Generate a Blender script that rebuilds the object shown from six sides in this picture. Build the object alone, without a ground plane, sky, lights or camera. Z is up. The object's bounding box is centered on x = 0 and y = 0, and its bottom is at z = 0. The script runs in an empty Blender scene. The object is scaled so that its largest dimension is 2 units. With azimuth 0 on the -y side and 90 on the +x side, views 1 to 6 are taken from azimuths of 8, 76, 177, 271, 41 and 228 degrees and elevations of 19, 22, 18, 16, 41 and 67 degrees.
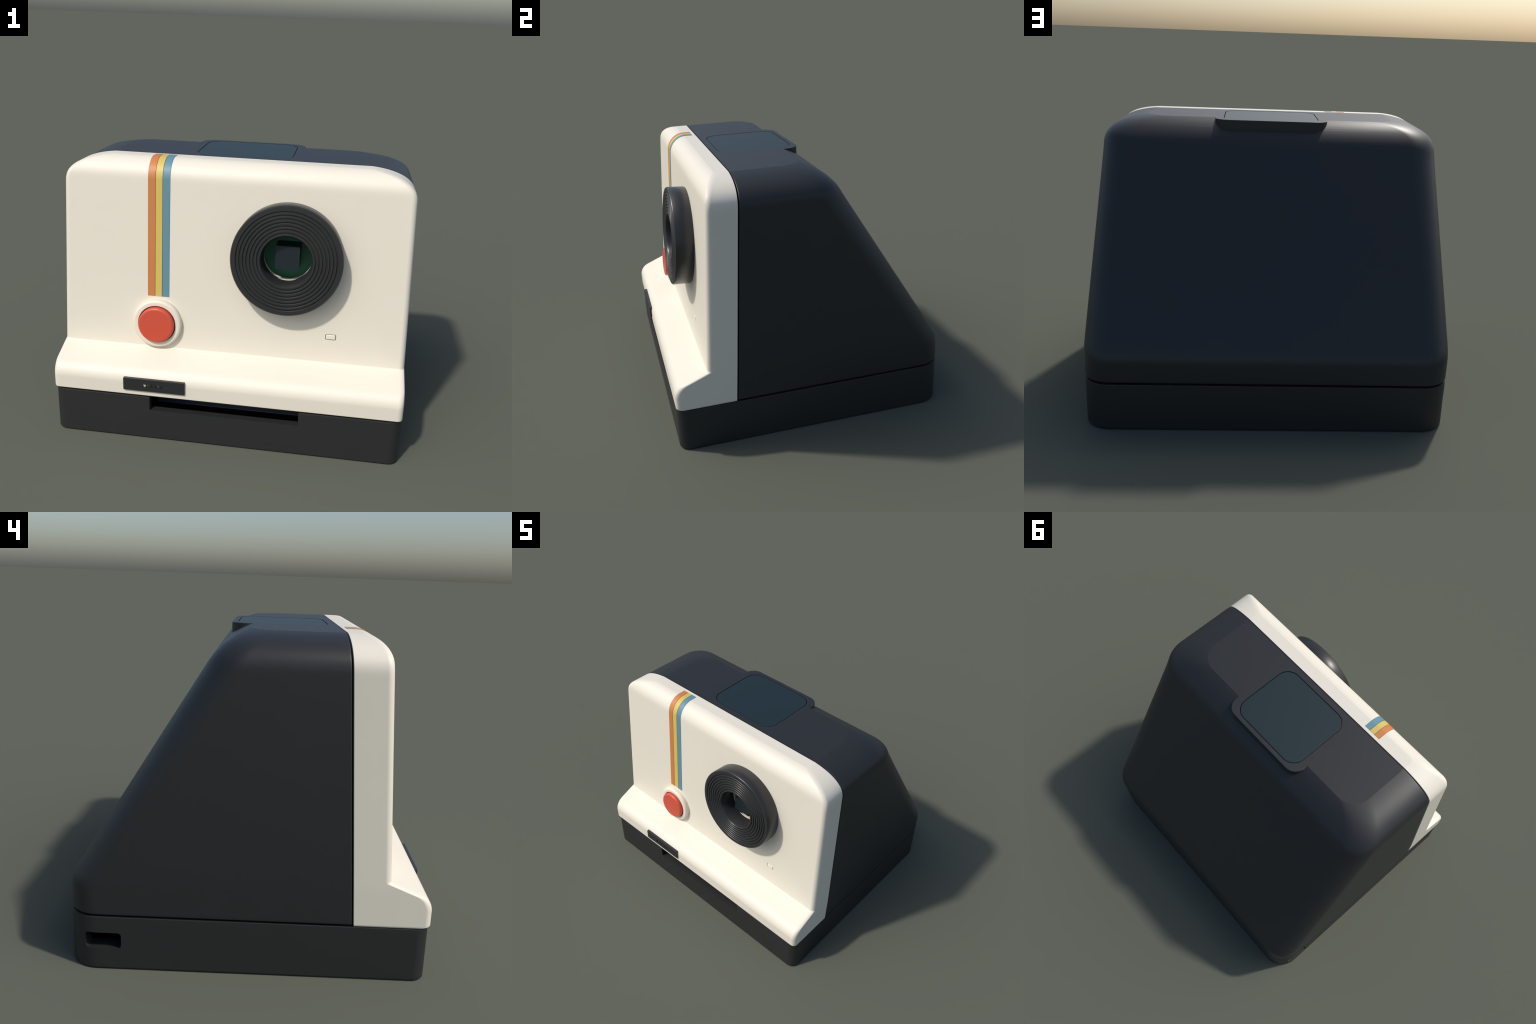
"""Retro folding-style instant film camera, built part by part.
Frame: metres, z up, front of the camera towards -y."""
import bpy, bmesh, math
from mathutils import Matrix, Vector

# ---------------------------------------------------------------- dimensions
TOP = 1.597            # height of the flat top
TILT = 0.0675          # dy/dz lean of front face and seam
HALF_BASE = 1.0     # half width at the bottom of the upper shell
DRAFT = 0.0235         # how much the side walls lean in above the lip
BASE_TOP = 0.2715
SHELL_BOTTOM = 0.2805
COVER_BOTTOM = 0.2745
BACK_Y = 0.858
BASE_FRONT = -0.8455
LIP_FRONT = -0.8490


def face_y(z):         # plane of the white front face
    return -0.6290 + TILT * (z - 0.811)


def seam_y(z):         # rear plane of the white cover
    return -0.4880 + TILT * (z - 0.277)


def lerp(a, b, t):
    t = max(0.0, min(1.0, t))
    return a + (b - a) * t


# ---------------------------------------------------------------- materials
def linear(c):
    return tuple(v / 12.92 if v <= 0.04045 else ((v + 0.055) / 1.055) ** 2.4 for v in c)


def plastic(name, rgb, rough=0.45, grain=0.02, spec=0.5, coat=0.0):
    """Moulded plastic: one base colour, a whisper of mottling and fine grain."""
    m = bpy.data.materials.new(name)
    m.use_nodes = True
    nt = m.node_tree
    b = nt.nodes["Principled BSDF"]
    tc = nt.nodes.new("ShaderNodeTexCoord")
    n1 = nt.nodes.new("ShaderNodeTexNoise")
    n1.inputs["Scale"].default_value = 9.0
    n1.inputs["Detail"].default_value = 4.0
    nt.links.new(tc.outputs["Object"], n1.inputs["Vector"])
    ramp = nt.nodes.new("ShaderNodeValToRGB")
    ramp.color_ramp.elements[0].position = 0.3
    ramp.color_ramp.elements[1].position = 0.7
    lo = [v * (1 - grain) for v in rgb]
    hi = [min(1.0, v * (1 + grain)) for v in rgb]
    ramp.color_ramp.elements[0].color = (*lo, 1)
    ramp.color_ramp.elements[1].color = (*hi, 1)
    nt.links.new(n1.outputs["Fac"], ramp.inputs["Fac"])
    nt.links.new(ramp.outputs["Color"], b.inputs["Base Color"])
    b.inputs["Roughness"].default_value = rough
    b.inputs["Specular IOR Level"].default_value = spec
    b.inputs["Coat Weight"].default_value = coat
    b.inputs["Coat Roughness"].default_value = 0.1
    return m


CREAM = plastic("cream_plastic", (0.783, 0.730, 0.612), 0.5, 0.006)
CHARCOAL = plastic("charcoal_plastic", (0.0205, 0.0220, 0.0232), 0.45, 0.02)
BASE_MAT = plastic("charcoal_base_plastic", (0.0200, 0.0209, 0.0210), 0.5, 0.02)
RUBBER = plastic("lens_ring_plastic", (0.0245, 0.0252, 0.0262), 0.35, 0.02)
DARK = plastic("seam_filler_dark", (0.004, 0.004, 0.005), 0.9, 0.0, 0.0)  # near-black for the added seam fillers
GLASS = plastic("smoked_blue_window", (0.0096, 0.0228, 0.0272), 0.43, 0.01)
RED = plastic("red_button_plastic", (0.595, 0.083, 0.045), 0.4, 0.01)
ORANGE = plastic("orange_print", (0.595, 0.208, 0.061), 0.5, 0.01)
YELLOW = plastic("yellow_print", (0.63, 0.482, 0.119), 0.5, 0.01)
BLUE = plastic("blue_print", (0.122, 0.266, 0.333), 0.5, 0.01)
EDGE = plastic("groove_shade", (0.06, 0.048, 0.036), 0.6, 0.0)  # shade of the stripe grooves, put into a dark colour
SLOT_STRIP = plastic("slot_strip_tone", (0.32, 0.37, 0.44), 0.4, 0.02)  # pale colour stands in for the dim light deep in the slot
GREEN = plastic("green_board", (0.028, 0.170, 0.085), 0.5, 0.05)
SENSOR = plastic("sensor_block", (0.0075, 0.0150, 0.0205), 0.45, 0.02)


# ---------------------------------------------------------------- helpers
ROOT = bpy.data.objects.new("instant_camera", None)
bpy.context.scene.collection.objects.link(ROOT)
ROOT["label"] = "cream and charcoal retro instant film camera with rainbow stripe"
ROOT["category"] = "instant camera"


def finish(me, angle=32.0, smooth=True):
    for p in me.polygons:
        p.use_smooth = smooth
    if smooth:
        me.set_sharp_from_angle(angle=math.radians(angle))


def crisp_top(me):
    """Keep a definite border round the flat top panel."""
    bm = bmesh.new()
    bm.from_mesh(me)
    for e in bm.edges:
        flat = [f.normal.z > 0.99995 for f in e.link_faces]
        if len(flat) == 2 and flat[0] != flat[1] and min(v.co.z for v in e.verts) > TOP - 1e-4:
            e.smooth = False
    bm.to_mesh(me)
    bm.free()


def add(name, me, mat, parent=ROOT, angle=32.0, weighted=True):
    ob = bpy.data.objects.new(name, me)
    bpy.context.scene.collection.objects.link(ob)
    me.materials.clear()
    me.materials.append(mat)
    finish(me, angle)
    if weighted:
        w = ob.modifiers.new("weighted", "WEIGHTED_NORMAL")
        w.keep_sharp = True
        w.weight = 50
    ob.parent = parent
    return ob


def mesh_from_bm(name, bm):
    bmesh.ops.remove_doubles(bm, verts=bm.verts, dist=1e-6)
    bmesh.ops.recalc_face_normals(bm, faces=bm.faces)
    me = bpy.data.meshes.new(name)
    bm.to_mesh(me)
    bm.free()
    return me


def loft(name, rings):
    """Closed rings of equal length, capped at both ends."""
    bm = bmesh.new()
    vs = [[bm.verts.new(p) for p in r] for r in rings]
    n = len(vs[0])
    for a, b in zip(vs, vs[1:]):
        for i in range(n):
            j = (i + 1) % n
            bm.faces.new((a[i], a[j], b[j], b[i]))
    bm.faces.new(list(reversed(vs[0])))
    bm.faces.new(vs[-1])
    return mesh_from_bm(name, bm)


def arc(cx, cy, rx, ry, a0, a1, n):
    return [(cx + rx * math.cos(math.radians(lerp(a0, a1, i / n))),
             cy + ry * math.sin(math.radians(lerp(a0, a1, i / n)))) for i in range(n + 1)]


def rounded_rect(x0, x1, y0, y1, r, n=10):
    """Counter-clockwise outline; r may be one radius or (front-left.. ccw)."""
    if not isinstance(r, (tuple, list)):
        r = (r,) * 4
    return (arc(x0 + r[0], y0 + r[0], r[0], r[0], 180, 270, n) +
            arc(x1 - r[1], y0 + r[1], r[1], r[1], 270, 360, n) +
            arc(x1 - r[2], y1 - r[2], r[2], r[2], 0, 90, n) +
            arc(x0 + r[3], y1 - r[3], r[3], r[3], 90, 180, n))


def fillet(points, radii, n=40):
    """Round the inner corners of an open 2D polyline."""
    out = [points[0]]
    for i in range(1, len(points) - 1):
        p, a, b = Vector(points[i]), Vector(points[i - 1]), Vector(points[i + 1])
        u, v = (a - p).normalized(), (b - p).normalized()
        half = math.acos(max(-1, min(1, u.dot(v)))) / 2
        t = radii[i] / math.tan(half)
        c = p + (u + v).normalized() * (radii[i] / math.sin(half))
        s, e = p + u * t - c, p + v * t - c
        ang = s.angle(e)
        for k in range(n + 1):
            f = k / n
            w = (s * math.sin((1 - f) * ang) + e * math.sin(f * ang)) / math.sin(ang)
            out.append(tuple(c + w))
    out.append(points[-1])
    return out


def table(profile):
    """Function of height from a profile of (value, z) with z rising."""
    def f(z):
        if z <= profile[0][1]:
            return profile[0][0]
        for (a, za), (b, zb) in zip(profile, profile[1:]):
            if z <= zb:
                if zb - za < 1e-9:
                    return b
                return a + (b - a) * (z - za) / (zb - za)
        return profile[-1][0]
    return f


def apply_boolean(me, cutters, op="DIFFERENCE", name="cut"):
    tmp = bpy.data.objects.new("tmp", me)
    bpy.context.scene.collection.objects.link(tmp)
    tools = []
    for c in cutters:
        o = bpy.data.objects.new("tool", c)
        bpy.context.scene.collection.objects.link(o)
        tools.append(o)
        m = tmp.modifiers.new("b", "BOOLEAN")
        m.operation = op
        m.solver = "EXACT"
        m.object = o
    dg = bpy.context.evaluated_depsgraph_get()
    dg.update()
    out = bpy.data.meshes.new_from_object(tmp.evaluated_get(dg))
    out.name = name
    for o in tools + [tmp]:
        bpy.data.objects.remove(o, do_unlink=True)
    return out


def prism(outline, depth0, depth1, M=None, name="prism", bevel=0.0, steps=4):
    """Extrude an xy outline along z from depth0 to depth1, with an optional
    rounded upper edge; M places it."""
    levels = [(depth0, 0.0)]
    if bevel > 0:
        for k in range(steps + 1):
            a = math.pi / 2 * k / steps
            levels.append((depth1 - bevel + bevel * math.sin(a), bevel * (1 - math.cos(a))))
    else:
        levels.append((depth1, 0.0))
    cx = sum(p[0] for p in outline) / len(outline)
    cy = sum(p[1] for p in outline) / len(outline)
    sx = max(p[0] for p in outline) - cx
    sy = max(p[1] for p in outline) - cy
    rings = []
    for d, ins in levels:
        kx, ky = (sx - ins) / sx, (sy - ins) / sy
        rings.append([(cx + (x - cx) * kx, cy + (y - cy) * ky, d) for x, y in outline])
    me = loft(name, rings)
    if M is not None:
        me.transform(M)
    return me


def revolve(name, profile, segs=128, M=None, closed=False):
    """Spin (radius, height) points about the local z axis."""
    bm = bmesh.new()
    rings = []
    for r, h in profile:
        if r < 1e-7:
            rings.append([bm.verts.new((0, 0, h))])
        else:
            rings.append([bm.verts.new((r * math.cos(2 * math.pi * i / segs),
                                        r * math.sin(2 * math.pi * i / segs), h)) for i in range(segs)])
    pairs = list(zip(rings, rings[1:]))
    if closed:
        pairs.append((rings[-1], rings[0]))
    for a, b in pairs:
        for i in range(segs):
            j = (i + 1) % segs
            if len(a) == 1 and len(b) == 1:
                continue
            if len(a) == 1:
                bm.faces.new((a[0], b[i], b[j]))
            elif len(b) == 1:
                bm.faces.new((a[i], a[j], b[0]))
            else:
                bm.faces.new((a[i], a[j], b[j], b[i]))
    me = mesh_from_bm(name, bm)
    if M is not None:
        me.transform(M)
    return me


def on_face(x, z, lift=0.0, tilt=TILT):
    """Local frame on the leaning front face: x right, y up the face, z outward."""
    ax = Vector((1, 0, 0))
    up = Vector((0, tilt, 1)).normalized()
    out = ax.cross(up)
    p = Vector((x, face_y(z), z)) + out * lift
    return Matrix(((ax.x, up.x, out.x, p.x), (ax.y, up.y, out.y, p.y),
                   (ax.z, up.z, out.z, p.z), (0, 0, 0, 1)))


# shared half-width profile of cover and shell: drafted wall, rounded top edge
def half_width(z):
    return _half(z)


EDGE_W, EDGE_H, EDGE_CUT = 0.3857, 0.162, 0.005      # elliptical rounding of the long top side edges


def wall(z):           # side wall: upright low down, leaning in a little higher up
    return HALF_BASE - DRAFT * max(0.0, z - 0.48)


_w0 = wall(TOP - EDGE_H)
SUPER = 2.6            # fuller than an ellipse; the flat top cuts it at a slight angle
_curve = [(_w0 - EDGE_W + EDGE_W * math.cos(math.radians(a / 2)) ** (2 / SUPER),
           TOP - EDGE_H + (EDGE_H + EDGE_CUT) * math.sin(math.radians(a / 2)) ** (2 / SUPER)) for a in range(1, 181)]
_half = table([(wall(0.28 + (TOP - EDGE_H - 0.28) * i / 30), 0.28 + (TOP - EDGE_H - 0.28) * i / 30) for i in range(31)] + _curve)


def heights(lo, hi, body, top_span, n_top):
    """Row heights: the given ones, then ever finer rows up the top rounding."""
    zs = [lo] + [z for z in body if lo < z < hi - top_span]
    for k in range(n_top + 1):
        a = math.pi / 2 * (1 - k / n_top)
        zs.append(hi - top_span * (1 - math.cos(a)) if k < n_top else hi)
    return sorted(set(round(z, 6) for z in zs))


# ---------------------------------------------------------------- rear shell
SLOPE = 0.6150           # dy/dz of the sloping back
RIDGE_Y = 0.138         # where the slope would meet the top
RIDGE_R, KINK = 0.32, math.radians(16)   # big rounding that leaves the top at a slight edge
_th = math.atan(SLOPE)
_cy = RIDGE_Y - RIDGE_R * (1 - math.sin(_th) * math.cos(KINK)) / math.cos(_th)
_cz = TOP - RIDGE_R * math.cos(KINK)
_arc = [(_cy + RIDGE_R * math.sin(t), _cz + RIDGE_R * math.cos(t))
        for t in [math.pi / 2 - _th + (KINK - math.pi / 2 + _th) * i / 60 for i in range(61)]]
back_prof = fillet([(BACK_Y, 0.28), (BACK_Y, TOP - (BACK_Y - RIDGE_Y) / SLOPE), _arc[0]], [0, 0.12, 0], 40) + _arc[1:]
back_of = table(back_prof)


def shell_ring(z, inset=0.0, front_gap=0.0078):
    w, b = half_width(z) - inset, back_of(z) - inset
    s = seam_y(z) + front_gap
    e = 0.006
    r = lerp(0.145, 0.172, (z - 0.4) / 0.9)
    r = lerp(r, 0.135, (z - 1.42) / (TOP - 1.42))
    pts = arc(-w + e, s + e, e, e, 270, 180, 3)
    pts += arc(-w + r, b - r, r, r, 180, 90, 14)
    pts += arc(w - r, b - r, r, r, 90, 0, 14)
    pts += arc(w - e, s + e, e, e, 360, 270, 3)
    return [(x, y, z) for x, y in pts]


rows = [0.2865, 0.30, 0.34, 0.36, 0.375, 0.39, 0.405, 0.42, 0.435, 0.45, 0.465, 0.5, 0.7, 0.9, 1.1, 1.25, 1.36, 1.40]
rings = [shell_ring(SHELL_BOTTOM, 0.006), shell_ring(SHELL_BOTTOM + 0.002, 0.002)]
rings += [shell_ring(z) for z in heights(SHELL_BOTTOM + 0.006, TOP, rows, 0.165, 14)]
shell = loft("rear_shell", rings)

# viewfinder hood: straight block whose back overhangs the sloping shell
hood = prism(rounded_rect(-0.329, 0.329, -0.10, 0.1500, (0.02, 0.02, 0.085, 0.085), 12),
             1.30, TOP, name="hood", bevel=0.003, steps=2)
window_outline = rounded_rect(-0.2815, 0.2815, -0.352, 0.1215, 0.092, 12)
pocket = prism(window_outline, TOP - 0.022, TOP + 0.05)
shell = apply_boolean(shell, [hood], "UNION", "rear_shell")
shell = apply_boolean(shell, [pocket], "DIFFERENCE", "rear_shell")
crisp_top(add("rear_shell", shell, CHARCOAL).data)

g = 0.0042
window = prism(rounded_rect(-0.2815 + g, 0.2815 - g, -0.352 + g, 0.1215 - g, 0.088, 12),
               TOP - 0.0235, TOP - 0.0008, bevel=0.0015, steps=2)
add("viewfinder_window", window, GLASS)

# added dark filler, no camera part: blocks sight through seams of cover, shell, base
inner = loft("seam_filler_frame", [[(x, y, z) for x, y in rounded_rect(
    -hw, hw, seam_y(z) - 0.03, seam_y(z) + 0.06, 0.01, 3)]
    for z, hw in ((0.25, 0.82), (0.6, 0.82), (1.30, 0.80), (1.50, 0.72), (1.53, 0.66))])
add("seam_filler_frame", inner, DARK)
inner2 = prism(rounded_rect(-0.94, 0.94, -0.78, 0.80, (0.05, 0.05, 0.12, 0.12), 8), 0.262, 0.300)
add("seam_filler_floor", inner2, DARK)  # second added filler slab, level with the base seam

# ---------------------------------------------------------------- front cover
y_crease = 0.4975
front_prof = fillet([(LIP_FRONT + 0.010, COVER_BOTTOM), (LIP_FRONT, COVER_BOTTOM + 0.010), (LIP_FRONT, 0.4155),
                     (face_y(y_crease), y_crease), (face_y(TOP), TOP + 0.0006), (-0.30, TOP + 0.0006)],
                    [0, 0.006, 0.088, 0.012, 0.118, 0], 60)
front_of = table(front_prof)


def cover_ring(z, inset=0.0):
    w, f, s = half_width(z) - inset, front_of(z) + inset, seam_y(z)
    e = 0.003
    r = lerp(0.032, 0.028, (z - 1.47) / (TOP - 1.47))
    pts = arc(-w + e, s - e, e, e, 90, 180, 2)
    pts += arc(-w + r, f + r, r, r, 180, 270, 12)
    pts += arc(w - r, f + r, r, r, 270, 360, 12)
    pts += arc(w - e, s - e, e, e, 0, 90, 2)
    return [(x, y, z) for x, y in pts]


rows = [0.2775, 0.281, 0.285, 0.30]
rows += [0.335 + 0.004 * k for k in range(25)]
rows += [0.437, 0.443, 0.45, 0.46, 0.47, 0.48, 0.485, 0.488, 0.4905, 0.4925, 0.494, 0.4955, 0.497,
         0.4985, 0.500, 0.5015, 0.503, 0.505, 0.508, 0.512, 0.52, 0.54, 0.6, 0.75, 0.9, 1.05, 1.2, 1.3, 1.36, 1.40]
rings = [cover_ring(z, 0.004 * max(0.0, 1 - (z - COVER_BOTTOM) / 0.006))
         for z in heights(COVER_BOTTOM, TOP, rows, 0.165, 16)]
cover = loft("front_cover", rings)

LENS_X, LENS_Z = 0.307, 1.1085
BUTTON_X, BUTTON_Z = -0.4285, 0.6515
BORE_R = 0.1395
disc = [(0.0, -0.100), (0.19, -0.100), (0.19, -0.046), (BORE_R, -0.046), (BORE_R, 0.05), (0.0, 0.05)]
bore = revolve("bore", disc, 96, on_face(LENS_X, LENS_Z))
ind = rounded_rect(-0.0305, 0.0305, -0.0175, 0.0175, 0.008, 5)
ind_cut = prism(ind, -0.016, 0.05, on_face(0.5735, 0.655))
well = revolve("well", [(0, -0.03), (0.1125, -0.03), (0.1125, 0.05), (0, 0.05)], 64, on_face(BUTTON_X, BUTTON_Z))
cover = apply_boolean(cover, [bore, ind_cut, well], "DIFFERENCE", "front_cover")
cover_ob = add("front_cover", cover, CREAM)
crisp_top(cover_ob.data)

ind_in = rounded_rect(-0.0268, 0.0268, -0.0140, 0.0140, 0.006, 5)
add("light_sensor", prism(ind_in, -0.0165, 0.002, on_face(0.5735, 0.655), bevel=0.005, steps=4), CREAM, cover_ob)

# ---------------------------------------------------------------- colour stripes
# follow the front face, over the rounded top edge, onto the top
path = [(p[0], min(p[1], TOP)) for p in front_prof if p[1] > 0.9 and p[0] < -0.4205]
path = [(face_y(0.8115), 0.8115)] + path + [(-0.4205, TOP)]
clean = [path[0]]
for p in path[1:]:
    if (Vector(p) - Vector(clean[-1])).length > 0.0035:
        clean.append(p)
path = clean


def stripe(name, x0, x1, low, high, trim=0.0):
    """Thin printed film laid along the path, from `low` to `high` off the surface."""
    pts = [Vector(p) for p in path]
    d0 = (pts[1] - pts[0]).normalized()
    d1 = (pts[-1] - pts[-2]).normalized()
    pts[0] = pts[0] - d0 * trim
    pts[-1] = pts[-1] + d1 * trim
    rings = []
    for i, p in enumerate(pts):
        t = (pts[min(i + 1, len(pts) - 1)] - pts[max(i - 1, 0)]).normalized()
        nrm = Vector((-t.y, t.x))
        a, b = p + nrm * low, p + nrm * high
        rings.append([(x0, a.x, a.y), (x1, a.x, a.y), (x1, b.x, b.y), (x0, b.x, b.y)])
    return loft(name, rings)


x0, wd = -0.4895, 0.0413
border = add("stripe_groove_shade", stripe("stripe_groove_shade", x0 - 0.0012, x0 + 3 * wd + 0.0012, -0.002, 0.0006, 0.0006), EDGE, cover_ob)  # added dark backing; imitates shade in grooves round the stripes
for k, (nm, mt) in enumerate((("orange_stripe", ORANGE), ("yellow_stripe", YELLOW), ("blue_stripe", BLUE))):
    add(nm, stripe(nm, x0 + k * wd + (0.0014 if k else 0), x0 + (k + 1) * wd - (0.0014 if k < 2 else 0), -0.001, 0.0014), mt, border)

# ---------------------------------------------------------------- shutter button
ring_prof = [(0.1105, -0.028), (0.1105, 0.033)]
ring_prof += [(0.1105 + 0.003 - 0.003 * math.cos(math.radians(a)), 0.033 + 0.003 * math.sin(math.radians(a))) for a in (30, 60, 90)]
ring_prof += [(0.1270, 0.036)]
ring_prof += [(0.1275 + 0.0145 * math.sin(math.radians(a)), 0.0215 + 0.0145 * math.cos(math.radians(a))) for a in range(10, 91, 10)]
ring_prof += [(0.1425, -0.004), (0.125, -0.028)]
collar = add("button_collar", revolve("button_collar", ring_prof, 96, on_face(BUTTON_X, BUTTON_Z), closed=True), CREAM, cover_ob, 40)
bp = [(0.0, -0.026), (0.1055, -0.026), (0.1055, 0.048)]
bp += [(0.1055 - 0.014 + 0.014 * math.cos(math.radians(a)), 0.048 + 0.014 * math.sin(math.radians(a))) for a in range(10, 91, 10)]
bp += [(0.0, 0.062)]
add("shutter_button", revolve("shutter_button", bp, 96, on_face(BUTTON_X, BUTTON_Z)), RED, cover_ob, 40)

# ---------------------------------------------------------------- lens
DEPTH = 0.1140
prof = [(0.1365, -0.012), (0.1385, DEPTH - 0.008), (0.1450, DEPTH)]     # bore with a chamfered mouth
for k in range(7):                       # seven concentric grooves in the front
    rc = 0.1590 + 0.0193 * k
    prof += [(rc - 0.0050, DEPTH), (rc - 0.0032, DEPTH - 0.0015), (rc - 0.0020, DEPTH - 0.0065),
             (rc + 0.0020, DEPTH - 0.0065), (rc + 0.0032, DEPTH - 0.0015), (rc + 0.0050, DEPTH)]
R_OUT = 0.3075
prof += [(R_OUT - 0.005, DEPTH), (R_OUT, DEPTH - 0.005), (0.3068, 0.006), (0.3040, 0.001), (0.300, -0.012)]
lens = add("lens_ring", revolve("lens_ring", prof, 160, on_face(LENS_X, LENS_Z - 0.003, tilt=TILT), closed=True), RUBBER, ROOT, 60, weighted=False)

bm = bmesh.new()
bm.from_mesh(lens.data)
inv = on_face(LENS_X, LENS_Z - 0.003).inverted()
for e in bm.edges:                       # the flat front lands keep crisp borders
    p, q = (inv @ v.co for v in e.verts)
    if abs(p.z - DEPTH) < 1e-5 and abs(q.z - DEPTH) < 1e-5 and abs(p.xy.length - q.xy.length) < 1e-5:
        e.smooth = False
bm.to_mesh(lens.data)
bm.free()

board = prism(rounded_rect(-0.188, 0.188, -0.188, 0.188, 0.187, 16), -0.1005, -0.090, on_face(LENS_X, LENS_Z))
bd = add("circuit_board", board, GREEN, lens)
blk = prism(rounded_rect(-0.0665, 0.0665, -0.0665, 0.0665, 0.001, 1), -0.091, 0.042, on_face(LENS_X, LENS_Z))
add("image_sensor", blk, SENSOR, bd)

# ---------------------------------------------------------------- base
def base_ring(z, ins):
    return [(x, y, z) for x, y in rounded_rect(-1.0 + ins, 1.0 - ins, BASE_FRONT + ins, 0.860 - ins,
                                               (0.062 - ins, 0.062 - ins, 0.148 - ins, 0.148 - ins), 14)]


rings = []
for k in range(5):
    a = math.pi / 2 * k / 4
    rings.append(base_ring(0.010 - 0.010 * math.cos(a), 0.010 - 0.010 * math.sin(a)))
rings += [base_ring(0.14, 0.0), base_ring(BASE_TOP - 0.005, 0.0), base_ring(BASE_TOP - 0.0015, 0.0015), base_ring(BASE_TOP, 0.005)]
base = loft("film_base", rings)
SLOT = 0.4285
cut1 = prism(rounded_rect(-SLOT, SLOT, -0.90, BASE_FRONT + 0.045, 0.0005, 1), 0.1885, 0.40)
cut2 = prism(rounded_rect(-0.905, 0.905, BASE_FRONT + 0.0445, 0.812, (0.02, 0.02, 0.09, 0.09), 6), 0.038, 0.2585)   # hollow inside
strap = [(y, z) for y, z in rounded_rect(0.600, 0.772, 0.107, 0.189, 0.018, 6)]
MX = Matrix(((0, 0, 1, 0), (1, 0, 0, 0), (0, 1, 0, 0), (0, 0, 0, 1)))   # (y,z,depth) -> world
cut3 = prism(strap, -1.10, -0.85, MX)
base = apply_boolean(base, [cut1, cut2, cut3], "DIFFERENCE", "film_base")
base_ob = add("film_base", base, BASE_MAT)
add("added_slot_strip", prism(rounded_rect(-0.487, 0.487, BASE_FRONT + 0.345, BASE_FRONT + 0.56, 0.001, 1), 0.034, 0.042), SLOT_STRIP, base_ob)  # added pale plate, imitates the faintly lit strip inside the slot

# ---------------------------------------------------------------- name plate
PX, PZ = -0.3985, 0.3535
plate_M = Matrix(((1, 0, 0, PX), (0, 0, -1, LIP_FRONT), (0, 1, 0, PZ), (0, 0, 0, 1)))
plate = prism(rounded_rect(-0.1785, 0.1785, -0.0375, 0.0375, 0.003, 3), -0.006, 0.0115, bevel=0.002, steps=2)
txt = bpy.data.curves.new("plate_text", "FONT")
txt.body = "DASHAN"
txt.size = 0.0310
txt.offset = 0.0005
txt.extrude = 0.02
txt.align_x = "CENTER"
txt.space_character = 1.06
txt.resolution_u = 4
tob = bpy.data.objects.new("plate_text", txt)
bpy.context.scene.collection.objects.link(tob)
dg = bpy.context.evaluated_depsgraph_get()
dg.update()
letters = bpy.data.meshes.new_from_object(tob.evaluated_get(dg))
bpy.data.objects.remove(tob, do_unlink=True)
letters.transform(Matrix.Translation((-0.002, -0.0115, 0.012)))
plate = apply_boolean(plate, [letters], "DIFFERENCE", "name_plate")
# loose islands inside the letters fall out: keep the largest piece
bm = bmesh.new()
bm.from_mesh(plate)
left, groups = set(bm.verts), []
while left:
    stack, grp = [left.pop()], []
    while stack:
        v = stack.pop()
        grp.append(v)
        for e in v.link_edges:
            o = e.other_vert(v)
            if o in left:
                left.remove(o)
                stack.append(o)
    groups.append(grp)
groups.sort(key=len, reverse=True)
big = max(groups, key=lambda gr: max(v.co.x for v in gr) - min(v.co.x for v in gr))
bmesh.ops.delete(bm, geom=[v for gr in groups if gr is not big for v in gr], context="VERTS")
bm.to_mesh(plate)
bm.free()
plate.transform(plate_M)
add("name_plate", plate, RUBBER, cover_ob)
